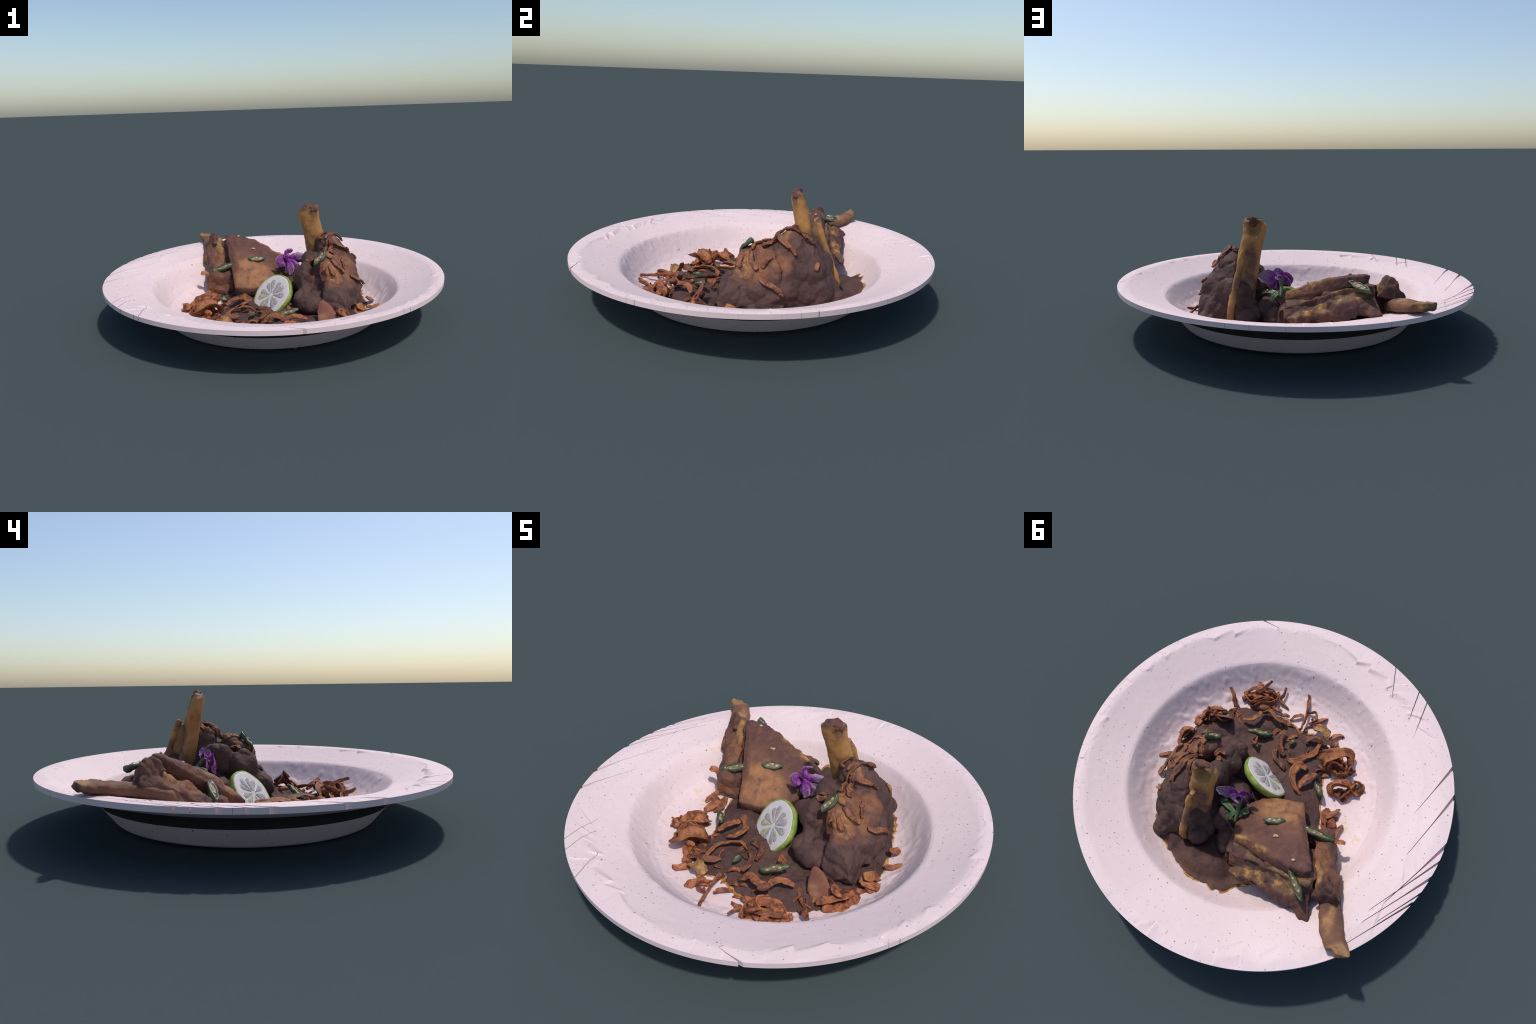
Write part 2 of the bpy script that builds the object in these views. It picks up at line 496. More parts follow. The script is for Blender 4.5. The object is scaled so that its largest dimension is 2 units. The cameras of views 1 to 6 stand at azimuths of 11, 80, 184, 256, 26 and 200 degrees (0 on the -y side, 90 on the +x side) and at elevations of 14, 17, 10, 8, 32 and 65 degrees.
def build_plate():
    seg, verts, faces = 900, [], []
    rs = [i * 0.05 for i in range(1, 10)] + [0.47 + 0.0065 * i for i in range(52)] + [0.81 + 0.0043 * i for i in range(44)]
    rs = [r for r in rs if r < 0.9995] + [1.0]
    facet_r = random.Random(3)
    # teeth of the flat ring at the jagged scan mesh border: irregular angular pieces
    cuts, a = [], -math.pi
    while a < math.pi - 0.05:
        cuts.append(a)
        a += facet_r.uniform(0.05, 0.17)
    cuts.append(math.pi)
    teeth = [(facet_r.uniform(-.012, .014), facet_r.choice((-1, 1)) * facet_r.uniform(.006, .028), facet_r.uniform(-.0006, .0008),
              facet_r.uniform(-.0030, .0030)) for _ in cuts]

    def top(x, y):
        r, th = math.hypot(x, y), math.atan2(y, x)
        z = bowl(x, y)
        wall = smooth(.53, .60, r) * smooth(.76, .70, r)
        p = Vector((x, y, z))
        shade_side = 0.45 + 0.55 * smooth(-0.2, 0.6, -math.sin(th) + 0.3 * math.cos(th))
        dents = max(0.0, noise.noise(p * 19) - 0.12) * 0.014 + noise.noise(p * 42) * 0.0022
        z += wall * shade_side * dents
        z += 0.0007 * noise.noise(p * 30)
        if r > .78:
            deg = math.degrees(th)
            west = smooth(-110, -150, deg) if deg < 0 else smooth(120, 150, deg)
            ths = th - west * 1.9 * (1 - r)
            if ths < -math.pi:
                ths += 2 * math.pi
            i = 0
            while i < len(cuts) - 2 and cuts[i + 1] <= ths:
                i += 1
            t0, t1, dz, tilt = teeth[i]
            u = (ths - cuts[i]) / (cuts[i + 1] - cuts[i])
            rb = lerp_table(FLAT_IN, deg) + t0 + t1 * (u - .5) * 2 * (1 - .6 * west)
            rb = min(rb, .968)
            f = smooth(rb - .003, rb + .003, r)
            back = smooth(-.1, .5, math.sin(th)) * (1 - west)
            zi = bowl(x * rb / r, y * rb / r)
            ze = 0.2590 + TX * x / r + TY * y / r
            zf = zi + (ze - zi) * smooth(rb - .004, min(rb + .016 + .10 * west + .05 * back, .99), r) + (dz + tilt * (u - .5) * 2) * smooth(1.0, .985, r) * (1 - .6 * west)
            z = z * (1 - f) + zf * f
        return z

    verts.append(Vector((0, 0, top(0, 0))))
    for r in rs:
        for j in range(seg):
            t = 2 * math.pi * j / seg
            x, y = r * math.cos(t), r * math.sin(t)
            verts.append(Vector((x, y, top(x, y))))
    under = [(1.0, .2350), (.823, .180), (.822, .178), (.78, .160), (.74, .132), (.700, .098), (.7145, .1055), (.7155, .1050), (.650, .022), (.640, .013), (.625, .006), (.605, .001), (.585, .0), (.40, .0), (.15, 0.0)]
    for r, z in under:
        for j in range(seg):
            t = 2 * math.pi * j / seg
            x, y = r * math.cos(t), r * math.sin(t)
            verts.append(Vector((x, y, z + TX * x + TY * y + .006 * (1 - z / .234))))
    rows = len(rs) + len(under)
    verts.append(Vector((0, 0, 0)))
    for j in range(seg):
        k2 = (j + 1) % seg
        faces.append((0, 1 + j, 1 + k2))
        for i in range(rows - 1):
            faces.append((1 + i * seg + j, 1 + (i + 1) * seg + j, 1 + (i + 1) * seg + k2, 1 + i * seg + k2))
        faces.append((1 + (rows - 1) * seg + j, len(verts) - 1, 1 + (rows - 1) * seg + k2))
    ob = make("plate", verts, faces, M_GLAZE)

    # gaps between scan triangles, cut as slits running in from the rim
    bm = bmesh.new()
    for (o, i, w) in [((-.947, -.312), (-.804, -.005), .012), ((-.987, -.154), (-.828, .193), .013),
                      ((-.980, .140), (-.774, .468), .011), ((-.972, .215), (-.714, .524), .007),
                      ((-.956, .298), (-.694, .592), .010), ((-.861, .480), (-.642, .716), .006),
                      ((-.681, -.715), (-.661, -.490), .004), ((-.739, -.680), (-.707, -.392), .004),
                      ((-.521, -.845), (-.545, -.661), .003), ((.304, -.952), (.205, -.926), .009),
                      ((-.92, .39), (-.76, .57), .006)]:
        o, i = Vector(o), Vector(i)
        d = (o - i).normalized()
        s = Vector((-d.y, d.x))
        o2 = o + d * 0.06
        m = i + (o - i) * 0.55
        kink = i + Vector((0.012, 0.02))
        ring = [o2 + s * w, m + s * .0022, i + s * .001, kink, i - s * .0015, m - s * .0022, o2 - s * w * 0.7]
        vt = [[bm.verts.new((p.x, p.y, z)) for p in ring] for z in (.228, .32)]
        n = len(ring)
        bm.faces.new(vt[1]); bm.faces.new(vt[0][::-1])
        for q in range(n):
            bm.faces.new((vt[0][q], vt[0][(q + 1) % n], vt[1][(q + 1) % n], vt[1][q]))
    bmesh.ops.recalc_face_normals(bm, faces=bm.faces)
    me = bpy.data.meshes.new("cut")
    bm.to_mesh(me); bm.free()
    cut = bpy.data.objects.new("cut", me)
    COL.objects.link(cut)
    md = ob.modifiers.new("b", 'BOOLEAN')
    md.operation, md.solver, md.object, md.use_self = 'DIFFERENCE', 'EXACT', cut, True
    apply_mods(ob)
    bpy.data.objects.remove(cut)
    finish(ob, M_GLAZE, None, 17)
    ob.data.materials.append(M_GAP_SHADE)          # shallow groove between rim and foot, its cavity shade painted in dark
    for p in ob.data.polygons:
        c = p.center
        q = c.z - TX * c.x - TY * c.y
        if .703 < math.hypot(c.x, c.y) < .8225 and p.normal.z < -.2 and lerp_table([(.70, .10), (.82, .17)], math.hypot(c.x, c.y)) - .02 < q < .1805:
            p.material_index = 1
    ob["label"] = "round pinkish white speckled plate with wide rim slit by scan mesh gaps"
    ob["category"] = "plate"
    return ob


plate = build_plate()

# ------------------------------------------------------------------ sauce and oil
SC = Vector((0.10, 0.05))
EDGE = [(.545, .20), (.515, .33), (.43, .455), (.35, .515), (.24, .59), (.13, .62), (.03, .635), (-.03, .57), (-.10, .54),
        (-.34, .33), (-.34, .10), (-.315, -.03), (-.285, -.15), (-.33, -.27), (-.29, -.34), (-.19, -.40), (-.08, -.415),
        (0, -.455), (.10, -.47), (.20, -.48), (.33, -.445), (.44, -.37), (.50, -.29), (.555, -.16), (.565, .02)]


def edge_radius():
    pol = sorted((math.atan2(y - SC.y, x - SC.x), math.hypot(x - SC.x, y - SC.y)) for x, y in EDGE)
    pol = [(pol[-1][0] - 2 * math.pi, pol[-1][1])] + pol + [(pol[0][0] + 2 * math.pi, pol[0][1])]
    return lambda t: lerp_table(pol, t)


edge_r = edge_radius()
MOUNDS = [(.24, .50, .13, .062), (.38, .43, .10, .05), (.10, .49, .10, .03), (.12, .52, .10, .035), (.10, .02, .20, .030), (-.20, .02, .12, .035), (.30, -.30, .12, .022),
          (.12, -.40, .10, .022), (-.13, -.30, .12, .014), (-.24, -.20, .10, .022), (.40, -.27, .1, .02), (.33, .1, .25, .05)]


def pool(name, mat, grow, thick, lumps, nr=90, nt=420):
    verts, faces = [], []

    def z(x, y, q):
        base = plate_z(x, y)
        t = thick * (1 - q ** 6) ** 0.5 if q < 1 else 0.0
        if lumps:
            for mx, my, mr, mh in MOUNDS:
                g = math.hypot(x - mx, y - my) / mr
                if g < 1:
                    t += mh * (1 - g * g) ** 2 * smooth(1.0, 0.9, q)
            p = Vector((x, y, 0))
            if y > .38:
                t += .010 * noise.noise(Vector((x * 9 + y * 14, y * 4 - x * 3, 1.5))) * smooth(1.0, .9, q) * smooth(.38, .46, y)
            t += (0.009 * noise.noise(p * 11) + 0.006 * noise.noise(p * 26) + 0.003 * noise.noise(p * 60)) * smooth(1.0, 0.86, q)
        return base + t - 0.002 * (q >= 1)
    verts.append(Vector((SC.x, SC.y, z(SC.x, SC.y, 0))))
    for i in range(1, nr + 1):
        q = (i / nr) ** 0.8
        for j in range(nt):
            t = -math.pi + 2 * math.pi * j / nt
            d = Vector((math.cos(t), math.sin(t)))
            R = edge_r(t) + grow
            R += (0.012 * noise.noise(Vector((d.x * 6, d.y * 6, grow * 40))) + 0.010 * noise.noise(Vector((d.x * 17, d.y * 17, 2)))
                  + 0.006 * noise.noise(Vector((d.x * 40, d.y * 40, 5))))
            p = SC + d * R * q
            verts.append(Vector((p.x, p.y, z(p.x, p.y, q))))
    for j in range(nt):
        k2 = (j + 1) % nt
        faces.append((0, 1 + j, 1 + k2))
        for i in range(nr - 1):
            faces.append((1 + i * nt + j, 1 + (i + 1) * nt + j, 1 + (i + 1) * nt + k2, 1 + i * nt + k2))
    return make(name, verts, faces, mat)


sauce = pool("sauce", M_SAUCE, 0.0, 0.021, True)
sauce["label"], sauce["category"] = "thick dark brown sauce pooled in the plate", "sauce"
oil = pool("oil_film", M_OIL, 0.014, 0.003, False, nr=40)
oil["label"], oil["category"] = "thin golden oil seeping around the sauce", "oil"

# ------------------------------------------------------------------ shank
shank = thing("lamb_shank", (0.34, 0.08, 0.04), "braised meat shank with upright sawn bone", "meat")


def shank_chunks(bm):
    add_hull(bm, [  # main muscle behind
        (.18, .05, .04), (.19, .30, .04), (.24, .40, .05), (.34, .43, .05), (.45, .41, .05), (.52, .32, .05), (.505, .15, .05), (.50, .02, .05),
        (.535, .20, .15), (.515, .33, .14), (.45, .40, .14), (.33, .41, .15), (.20, .30, .15), (.54, .06, .15),
        (.505, .20, .26), (.49, .255, .285), (.40, .34, .29), (.31, .36, .30), (.21, .28, .26),
        (.465, .14, .345), (.46, .20, .335), (.40, .25, .41), (.31, .27, .41), (.25, .20, .40),
        (.355, .14, .458), (.31, .17, .452), (.40, .19, .43), (.36, .07, .42), (.28, .10, .40), (.40, .10, .40)])
    add_hull(bm, [  # shoulder towards the front with the skin patch
        (.20, .0, .10), (.25, -.13, .10), (.40, -.20, .08), (.53, -.08, .08), (.55, .08, .08),
        (.30, -.11, .335), (.345, -.125, .325), (.27, -.03, .335), (.37, .05, .375), (.33, .05, .385),
        (.42, -.115, .235), (.465, -.03, .265), (.485, .06, .28), (.385, -.06, .317), (.42, -.01, .305), (.33, -.16, .20), (.52, .02, .20)])
    add_hull(bm, [  # front lower wedge
        (.305, -.165, .215), (.40, -.175, .215), (.325, -.225, .11), (.36, -.25, .05), (.47, -.255, .12), (.49, -.22, .05), (.46, -.14, .20), (.33, -.17, .05), (.40, -.02, .2), (.50, -.10, .10)])
    add_hull(bm, [  # right corner
        (.48, -.05, .22), (.545, .05, .185), (.56, .07, .155), (.52, .04, .09), (.50, -.10, .08), (.49, .10, .22), (.515, .14, .10), (.46, -.06, .2)])
    add_ball(bm, (.205, -.035, .215), (.062, .10, .105), (20, 0, 8))
    add_ball(bm, (.222, -.125, .135), (.075, .085, .085))
    add_ball(bm, (.27, -.15, .10), (.07, .07, .065))
    add_ball(bm, (.20, .08, .10), (.05, .12, .09))
    add_ball(bm, (.26, .33, .10), (.09, .10, .08))
    add_ball(bm, (.44, .36, .09), (.08, .08, .07))
    add_ball(bm, (.135, .12, .11), (.085, .11, .09))
    add_ball(bm, (.125, .24, .11), (.08, .09, .11))
    add_ball(bm, (.08, .36, .09), (.07, .08, .08))
    add_ball(bm, (.225, .10, .26), (.06, .09, .10))
    for v in bm.verts:                # the outer flank is a little flatter
        if v.co.x > .42:
            v.co.x -= (v.co.x - .42) * .10



meat = fuse("meat", shank_chunks, 0.0064, 4, [(7, .018), (18, .008), (46, .0035), (95, .002)], M_SHANK, shank, facet=(9, 0.024),
            sculpt=[((.30, -.16, .20), .05, -.02), ((.28, -.10, .28), .045, -.022), ((.44, -.17, .16), .05, -.012),
                    ((.40, .22, .40), .05, -.012), ((.30, .12, .41), .03, .012)])

# main bone: wide in x, opening at the top towards +y, joined with a thin ridge bone behind
BZ = [  # z, cx, cy, rx, ry
    (.06, .262, .300, .048, .045), (.16, .258, .285, .050, .046), (.26, .250, .264, .055, .046), (.34, .243, .247, .060, .044),
    (.39, .239, .239, .062, .043), (.44, .234, .231, .063, .043), (.50, .221, .223, .064, .043), (.545, .207, .212, .065, .040),
    (.575, .204, .207, .066, .038), (.60, .206, .202, .063, .036), (.618, .214, .198, .054, .029), (.628, .220, .195, .036, .020)]
secs = []
for i in range(60):
    zz = .06 + (.624 - .06) * i / 59
    row = [lerp_table([(b[0], b[q]) for b in BZ], zz) for q in (1, 2, 3, 4)]
    secs.append(((row[0], row[1], zz), (1, 0, 0), (0, 1, 0), row[2] - .002, row[3] - .001))
bone = tube("bone", secs, 56, M_BONE, shank, rough=.004, rscale=24, power=2.4)
for v in bone.data.vertices:          # gnawed hollow at the back of the top, ragged rim
    p = v.co
    q = Vector(((p.x - .205) / .042, (p.z - .580) / .045))
    if p.y > .205 and q.length < 1:
        p.y -= .052 * (1 - q.length ** 2) ** .7
    if p.z > .56:
        p.z += .012 * noise.noise(p * 38)
        p.x += .006 * noise.noise(p * 45 + Vector((5, 0, 0)))
tip = tube("bone_cap", [((.222 + .006 * math.sin(i), .187 + .002 * i, .580 + .0118 * i), (1, 0, 0), (0, 1, 0), r1, r2)
                        for i, (r1, r2) in enumerate([(.018, .010), (.032, .024), (.038, .027), (.042, .026), (.036, .020), (.012, .008)])],
           40, M_CAP, shank, rough=.012, rscale=40)
ridge_path = spline([(.318, .408, .10), (.318, .403, .16), (.302, .373, .25), (.285, .340, .34), (.269, .310, .43), (.256, .294, .472), (.252, .290, .484)], 40)
secs = []
for i, p in enumerate(ridge_path):
    u = i / 39
    r = .020 * (1 - .35 * u) * (1 if u < .93 else 1 - (u - .93) * 9)
    secs.append((p, (1, 0, 0), (0, .85, .5), r, r * 1.15))
tube("thin_bone", secs, 20, M_BONE, shank, rough=.006, rscale=26)
RIDGE = [(.06, .324, .420), (.16, .322, .412), (.25, .305, .382), (.34, .288, .349), (.43, .272, .318), (.47, .260, .304)]


def web_chunks(bm):                   # flesh and bone bridging shaft and thin bone
    levels = []
    for zz in (.05, .16, .25, .34, .43, .465):
        cx, cy, rx, ry = [lerp_table([(b[0], b[q]) for b in BZ], zz) for q in (1, 2, 3, 4)]
        fx, fy = [lerp_table([(b[0], b[q]) for b in RIDGE], zz) for q in (1, 2)]
        levels.append([(cx + rx * .8, cy - .01, zz), (cx - rx * .3, cy + ry * .2, zz), (fx - .012, fy - .012, zz), (fx + .008, fy - .018, zz)])
    for a, b in zip(levels, levels[1:]):
        add_hull(bm, a + b)


fuse("sinew", web_chunks, .006, 3, [(14, .006), (30, .004)], M_SINEW, shank)

# ------------------------------------------------------------------ shoulder
shoulder = thing("lamb_shoulder", (-0.25, 0.35, 0.05), "roasted meat shoulder in layers with long blade bone", "meat")


def blade_chunks(bm):
    top = [(-.243, .053, .124), (-.13, .055, .125), (-.03, .085, .13), (.045, .16, .16), (.06, .28, .205), (.03, .375, .268), (-.06, .395, .305),
           (-.143, .412, .335), (-.22, .45, .352), (-.29, .475, .365), (-.37, .48, .378), (-.40, .462, .372), (-.35, .37, .315),
           (-.31, .30, .290), (-.255, .215, .272), (-.235, .15, .225), (-.175, .329, .318), (-.13, .24, .262), (-.32, .45, .378)]
    add_hull(bm, top + [(x * .97, y + .02, z - (.045 if z > .2 else .06)) for x, y, z in top])


blade = fuse("blade", blade_chunks, 0.0058, 3, [(11, .008), (26, .005), (60, .0025)], M_BLADE, shoulder,
             sculpt=[((-.215, .13, .20), .07, -.014), ((-.255, .235, .28), .045, -.018), ((-.05, .40, .30), .05, -.012), ((-.37, .44, .37), .05, .008),
                     ((-.20, .43, .345), .04, .008), ((-.2, .33, .31), .12, -.012), ((-.08, .27, .25), .10, -.008)])


def layer_chunks(bm):
    add_hull(bm, [(.05, .33, .19), (.066, .45, .185), (-.05, .45, .235), (-.16, .475, .275), (-.27, .51, .315), (-.40, .535, .335), (-.43, .48, .33),
                  (.07, .46, .10), (-.10, .50, .12), (-.40, .55, .20), (-.40, .30, .18), (-.1, .2, .1), (.06, .25, .1)])
    add_hull(bm, [(-.10, .10, .035), (-.25, .12, .035), (-.36, .3, .05), (-.36, .5, .10), (-.05, .48, .05), (.06, .40, .05), (.05, .2, .05),
                  (-.22, .14, .13), (.02, .18, .13), (-.3, .3, .2), (0, .4, .18)])


def drape_chunks(bm):
    back = [(.03, .375, .235), (-.06, .395, .270), (-.143, .412, .300), (-.22, .45, .318), (-.29, .475, .335), (-.37, .48, .345), (-.42, .50, .33)]
    lip = [(.04, .50, .150), (-.04, .515, .170), (-.12, .51, .205), (-.20, .515, .235), (-.29, .545, .270), (-.36, .57, .275), (-.42, .59, .260)]
    for (a, b), (c, d) in zip(zip(back, back[1:]), zip(lip, lip[1:])):
        add_hull(bm, [a, b, c, d] + [(x, y - .03, z - .09) for x, y, z in (a, b, c, d)])


fuse("meat_drape", drape_chunks, .0058, 4, [(10, .014), (22, .011), (50, .004)], M_LAYER, shoulder,
     sculpt=[((-.10, .455, .24), .05, -.014), ((-.25, .50, .29), .05, -.012), ((-.17, .47, .27), .04, .012), ((-.02, .45, .20), .04, .010)])
fuse("meat_layer", layer_chunks, 0.0062, 4, [(10, .012), (24, .008), (55, .003)], M_LAYER, shoulder, facet=(12, .010),
     sculpt=[((-.10, .49, .22), .06, -.02), ((-.26, .53, .28), .06, -.018), ((.04, .46, .16), .05, -.012), ((-.35, .54, .32), .05, .010)])


def lip_chunks(bm):
    add_hull(bm, [(.012, .535, .165), (.02, .50, .172), (-.02, .555, .13), (.015, .54, .125), (-.10, .525, .21), (-.11, .57, .165), (-.13, .49, .22), (-.08, .56, .12)])
    add_hull(bm, [(-.09, .53, .21), (-.11, .57, .16), (-.192, .515, .252), (-.20, .585, .20), (-.21, .57, .145), (-.12, .46, .18), (-.22, .46, .22)])
    add_hull(bm, [(-.18, .52, .25), (-.19, .58, .195), (-.30, .56, .285), (-.33, .625, .255), (-.33, .64, .205), (-.21, .59, .15), (-.30, .48, .25)])
    add_hull(bm, [(-.30, .55, .285), (-.32, .615, .255), (-.445, .668, .226), (-.44, .660, .20), (-.40, .672, .215), (-.42, .58, .285), (-.42, .56, .22), (-.33, .62, .205)])


fuse("fat_lip", lip_chunks, 0.0055, 4, [(12, .012), (28, .008), (65, .003)], M_LAYER, shoulder,
     sculpt=[((-.12, .575, .17), .04, -.018), ((-.05, .55, .17), .03, .010), ((-.25, .58, .24), .05, .008)])


def side_chunks(bm):
    add_hull(bm, [(-.44, .165, .036), (-.33, .165, .036), (-.27, .20, .05), (-.45, .19, .125), (-.40, .175, .15), (-.33, .19, .16), (-.29, .21, .17),
                  (-.485, .23, .085), (-.48, .24, .15), (-.38, .30, .06), (-.33, .26, .21), (-.44, .26, .19), (-.28, .26, .20)])
    add_hull(bm, [(-.47, .22, .08), (-.47, .235, .155), (-.42, .25, .19), (-.36, .26, .20), (-.535, .42, .20), (-.52, .40, .25), (-.575, .555, .290), (-.56, .55, .315),
                  (-.47, .46, .31), (-.40, .42, .30), (-.50, .56, .235), (-.42, .5, .2), (-.40, .3, .08), (-.48, .50, .33)])
    add_hull(bm, [(-.532, .544, .366), (-.515, .535, .372), (-.475, .485, .388), (-.455, .50, .372), (-.45, .55, .30), (-.53, .50, .30), (-.42, .57, .285), (-.54, .575, .275),
                  (-.47, .43, .32), (-.43, .46, .31), (-.50, .57, .28)])
    add_ball(bm, (-.405, .205, .15), (.05, .045, .04))


fuse("side_meat", side_chunks, 0.0058, 3, [(11, .012), (26, .009), (60, .0035)], M_SIDE, shoulder, facet=(14, .010),
     sculpt=[((-.455, .40, .28), .05, -.022), ((-.42, .34, .25), .04, .012), ((-.36, .19, .10), .04, -.012), ((-.47, .47, .36), .03, .008)])

rib = []
path = spline([(-.49, .42, .205), (-.512, .52, .238), (-.532, .60, .258), (-.560, .68, .274), (-.592, .735, .285), (-.632, .778, .298), (-.644, .79, .302)], 44)
for i, p in enumerate(path):
    u = i / 43
    w = lerp_table([(0, .056), (.45, .057), (.70, .053), (.82, .040), (.93, .032), (1, .026)], u)
    h = lerp_table([(0, .040), (.45, .032), (.75, .024), (.93, .016), (1, .010)], u)
    rib.append((p, (.93, .37, .0), (-.08, .1, 1), w, h))
rb = tube("blade_bone", rib, 40, M_RIB, shoulder, rough=.007, rscale=22, power=2.5)
for v in rb.data.vertices:
    p = v.co
    if p.y > .76:
        p.z += .010 * noise.noise(p * 40)
        p.y += .014 * noise.noise(p * 34 + Vector((3, 1, 0)))

# trees for resting garnish on meat
dg = bpy.context.evaluated_depsgraph_get()


def tree(objs):
    V, F = [], []
    for o in objs:
        b = len(V)
        V += [v.co.copy() for v in o.data.vertices]
        F += [tuple(b + i for i in p.vertices) for p in o.data.polygons]
    return BVHTree.FromPolygons(V, F)


T_SHANK = tree([meat])
T_SHOULDER = tree([o for o in shoulder.children])
T_FLOOR = tree([sauce])


def rest(t, p, off):
    loc, nor, _, _ = t.find_nearest(Vector(p))
    return loc + nor * off, nor


# ------------------------------------------------------------------ onions
onions = thing("fried_onions", (0.0, -0.35, 0.05), "crisp curled brown fried onion strips", "fried onion")
onion_count = 0


def strip(path, w=.024, t=.0105, roll=0.0, twist=0.0, curl=0.35, mat=None, n=None, taper=.35, tr=None, off=.006, kind="onion_strip", ups=None):
    global onion_count
    onion_count += 1
    seed = Vector((onion_count * 3.7, onion_count * 1.3, 0))
    normals = None
    if tr is not None:
        res = [rest(tr, p, off) for p in path]
        path = [r[0] for r in res]
    length = sum((Vector(a) - Vector(b)).length for a, b in zip(path, path[1:]))
    n = n or max(14, int(length / .006))
    P = spline(path, n)
    if tr is None:
        P = [p - Vector((0, 0, .010)) for p in P]
    if tr is not None:
        fixed = []
        normals = []
        for p in P:
            q, nor = rest(tr, p, off)
            fixed.append(q.lerp(p, .35))
            normals.append(nor)
        P = fixed
    across = 7
    verts, faces = [], []
    for i, p in enumerate(P):
        u = i / (n - 1)
        tan = (P[min(i + 1, n - 1)] - P[max(i - 1, 0)]).normalized()
        up = normals[i] if normals else Vector((0, 0, 1))
        side = tan.cross(up)
        if side.length < .15:
            side = tan.cross(Vector((.6, .5, .2)))
        side.normalize()
        up = side.cross(tan).normalized()
        a = math.radians(roll + twist * (u - .5)) + .5 * noise.noise(p * 16 + seed)
        s2 = side * math.cos(a) + up * math.sin(a)
        u2 = up * math.cos(a) - side * math.sin(a)
        e = min(u, 1 - u)
        ww = w * (1 - taper * (1 - smooth(0, .22, e))) * (1 + .30 * noise.noise(Vector((u * 6, 0, 0)) + seed))
        jit = Vector((noise.noise(p * 30 + seed), noise.noise(p * 30 + seed + Vector((9, 0, 0))), noise.noise(p * 30 + seed + Vector((0, 9, 0))))) * .004
        for sgn in (1, -1):
            for j in range(across):
                v = (j / (across - 1) - .5) * 2
                edge = 1 - abs(v) ** 3 * .75
                hh = curl * ww * .5 * (v * v) + sgn * t * .5 * edge
                rip = .0028 * noise.noise(Vector((u * length * 55, v * 2, 3)) + seed)
                verts.append(p + jit + s2 * (v * ww * .5) + u2 * (hh + rip))
    row = across * 2
    for i in range(n - 1):
        for j in range(across - 1):
            a0, b0 = i * row + j, (i + 1) * row + j
            faces.append((a0, a0 + 1, b0 + 1, b0))
            a1, b1 = a0 + across, b0 + across
            faces.append((a1, b1, b1 + 1, a1 + 1))
        for j in (0, across - 1):
            a0, b0 = i * row + j, (i + 1) * row + j
            faces.append((a0, b0, b0 + across, a0 + across))
    for i in (0, n - 1):
        for j in range(across - 1):
            a0 = i * row + j
            faces.append((a0, a0 + 1, a0 + across + 1, a0 + across))
    return make(kind, verts, faces, mat or M_ONION, onions)


# front right fringe
strip([(.388, -.538, .115), (.359, -.493, .100), (.333, -.440, .070)], .030, roll=40)
# nest at the front
strip([(.158, -.632, .150), (.192, -.582, .130), (.234, -.554, .100), (.299, -.531, .070)], .026, roll=60)
strip([(.303, -.542, .070), (.243, -.489, .090), (.192, -.519, .120), (.123, -.548, .090)], .034, roll=50)
strip([(.240, -.474, .065), (.166, -.500, .100), (.109, -.535, .085), (.113, -.610, .075)], .036, roll=70)
strip([(.283, -.551, .100), (.231, -.577, .115), (.153, -.584, .110), (.112, -.576, .080)], .030, roll=30, mat=M_ONION_D)
strip([(.30, -.50, .06), (.26, -.55, .085), (.19, -.56, .09), (.15, -.53, .12), (.19, -.49, .12)], .034, roll=65)
strip([(.21, -.60, .075), (.16, -.57, .085), (.11, -.51, .07), (.06, -.49, .06)], .032, roll=20)
strip([(.076, -.637, .105), (.078, -.596, .090), (.087, -.560, .070), (.029, -.532, .050)], .026, roll=45)
# around the garlic
strip([(.479, -.287, .100), (.443, -.335, .130), (.393, -.311, .140), (.344, -.305, .120), (.318, -.359, .080)], .034, roll=70, mat=M_ONION_D)
strip([(.50, -.26, .07), (.47, -.33, .09), (.43, -.38, .10), (.37, -.40, .075)], .034, roll=25)
strip([(.44, -.30, .09), (.455, -.355, .13), (.42, -.345, .15)], .036, roll=60)
strip([(.52, -.27, .06), (.50, -.34, .06), (.45, -.41, .05)], .040, roll=5)
# front arch and its neighbours
strip([(.254, -.364, .095), (.200, -.366, .110), (.168, -.403, .118), (.160, -.439, .115)], .030, roll=20)
strip([(.166, -.430, .100), (.118, -.445, .130), (.065, -.411, .120), (.005, -.409, .080)], .036, roll=30)
strip([(-.003, -.462, .050), (-.043, -.491, .065), (-.076, -.513, .055)], .022, roll=30)
strip([(-.069, -.635, .092), (-.081, -.575, .085), (-.091, -.510, .080), (-.088, -.437, .080), (-.087, -.410, .070)], .028, roll=70, twist=80)
strip([(-.100, -.531, .060), (-.139, -.531, .085), (-.154, -.496, .080), (-.120, -.464, .055)], .022, roll=70)
strip([(-.120, -.464, .050), (-.170, -.491, .065), (-.213, -.532, .050)], .034, roll=30)
strip([(-.166, -.439, .065), (-.208, -.424, .085), (-.244, -.395, .070)], .062, roll=10, curl=.8, mat=M_ONION_P, kind="onion_petal")
strip([(-.265, -.398, .050), (-.294, -.431, .058), (-.337, -.450, .048), (-.339, -.429, .038)], .032, roll=35)
strip([(-.140, -.328, .085), (-.186, -.366, .095), (-.244, -.365, .090), (-.309, -.357, .060)], .030, roll=25, mat=M_ONION_D)
strip([(-.30, -.36, .06), (-.33, -.32, .06), (-.36, -.27, .06)], .045, roll=10)
strip([(-.222, -.342, .075), (-.205, -.268, .090), (-.153, -.223, .098), (-.106, -.190, .090), (-.064, -.203, .070)], .032, roll=25, twist=40)
strip([(-.004, -.365, .088), (.007, -.294, .098), (-.015, -.239, .090), (-.046, -.214, .075)], .036, roll=15, mat=M_ONION_D)
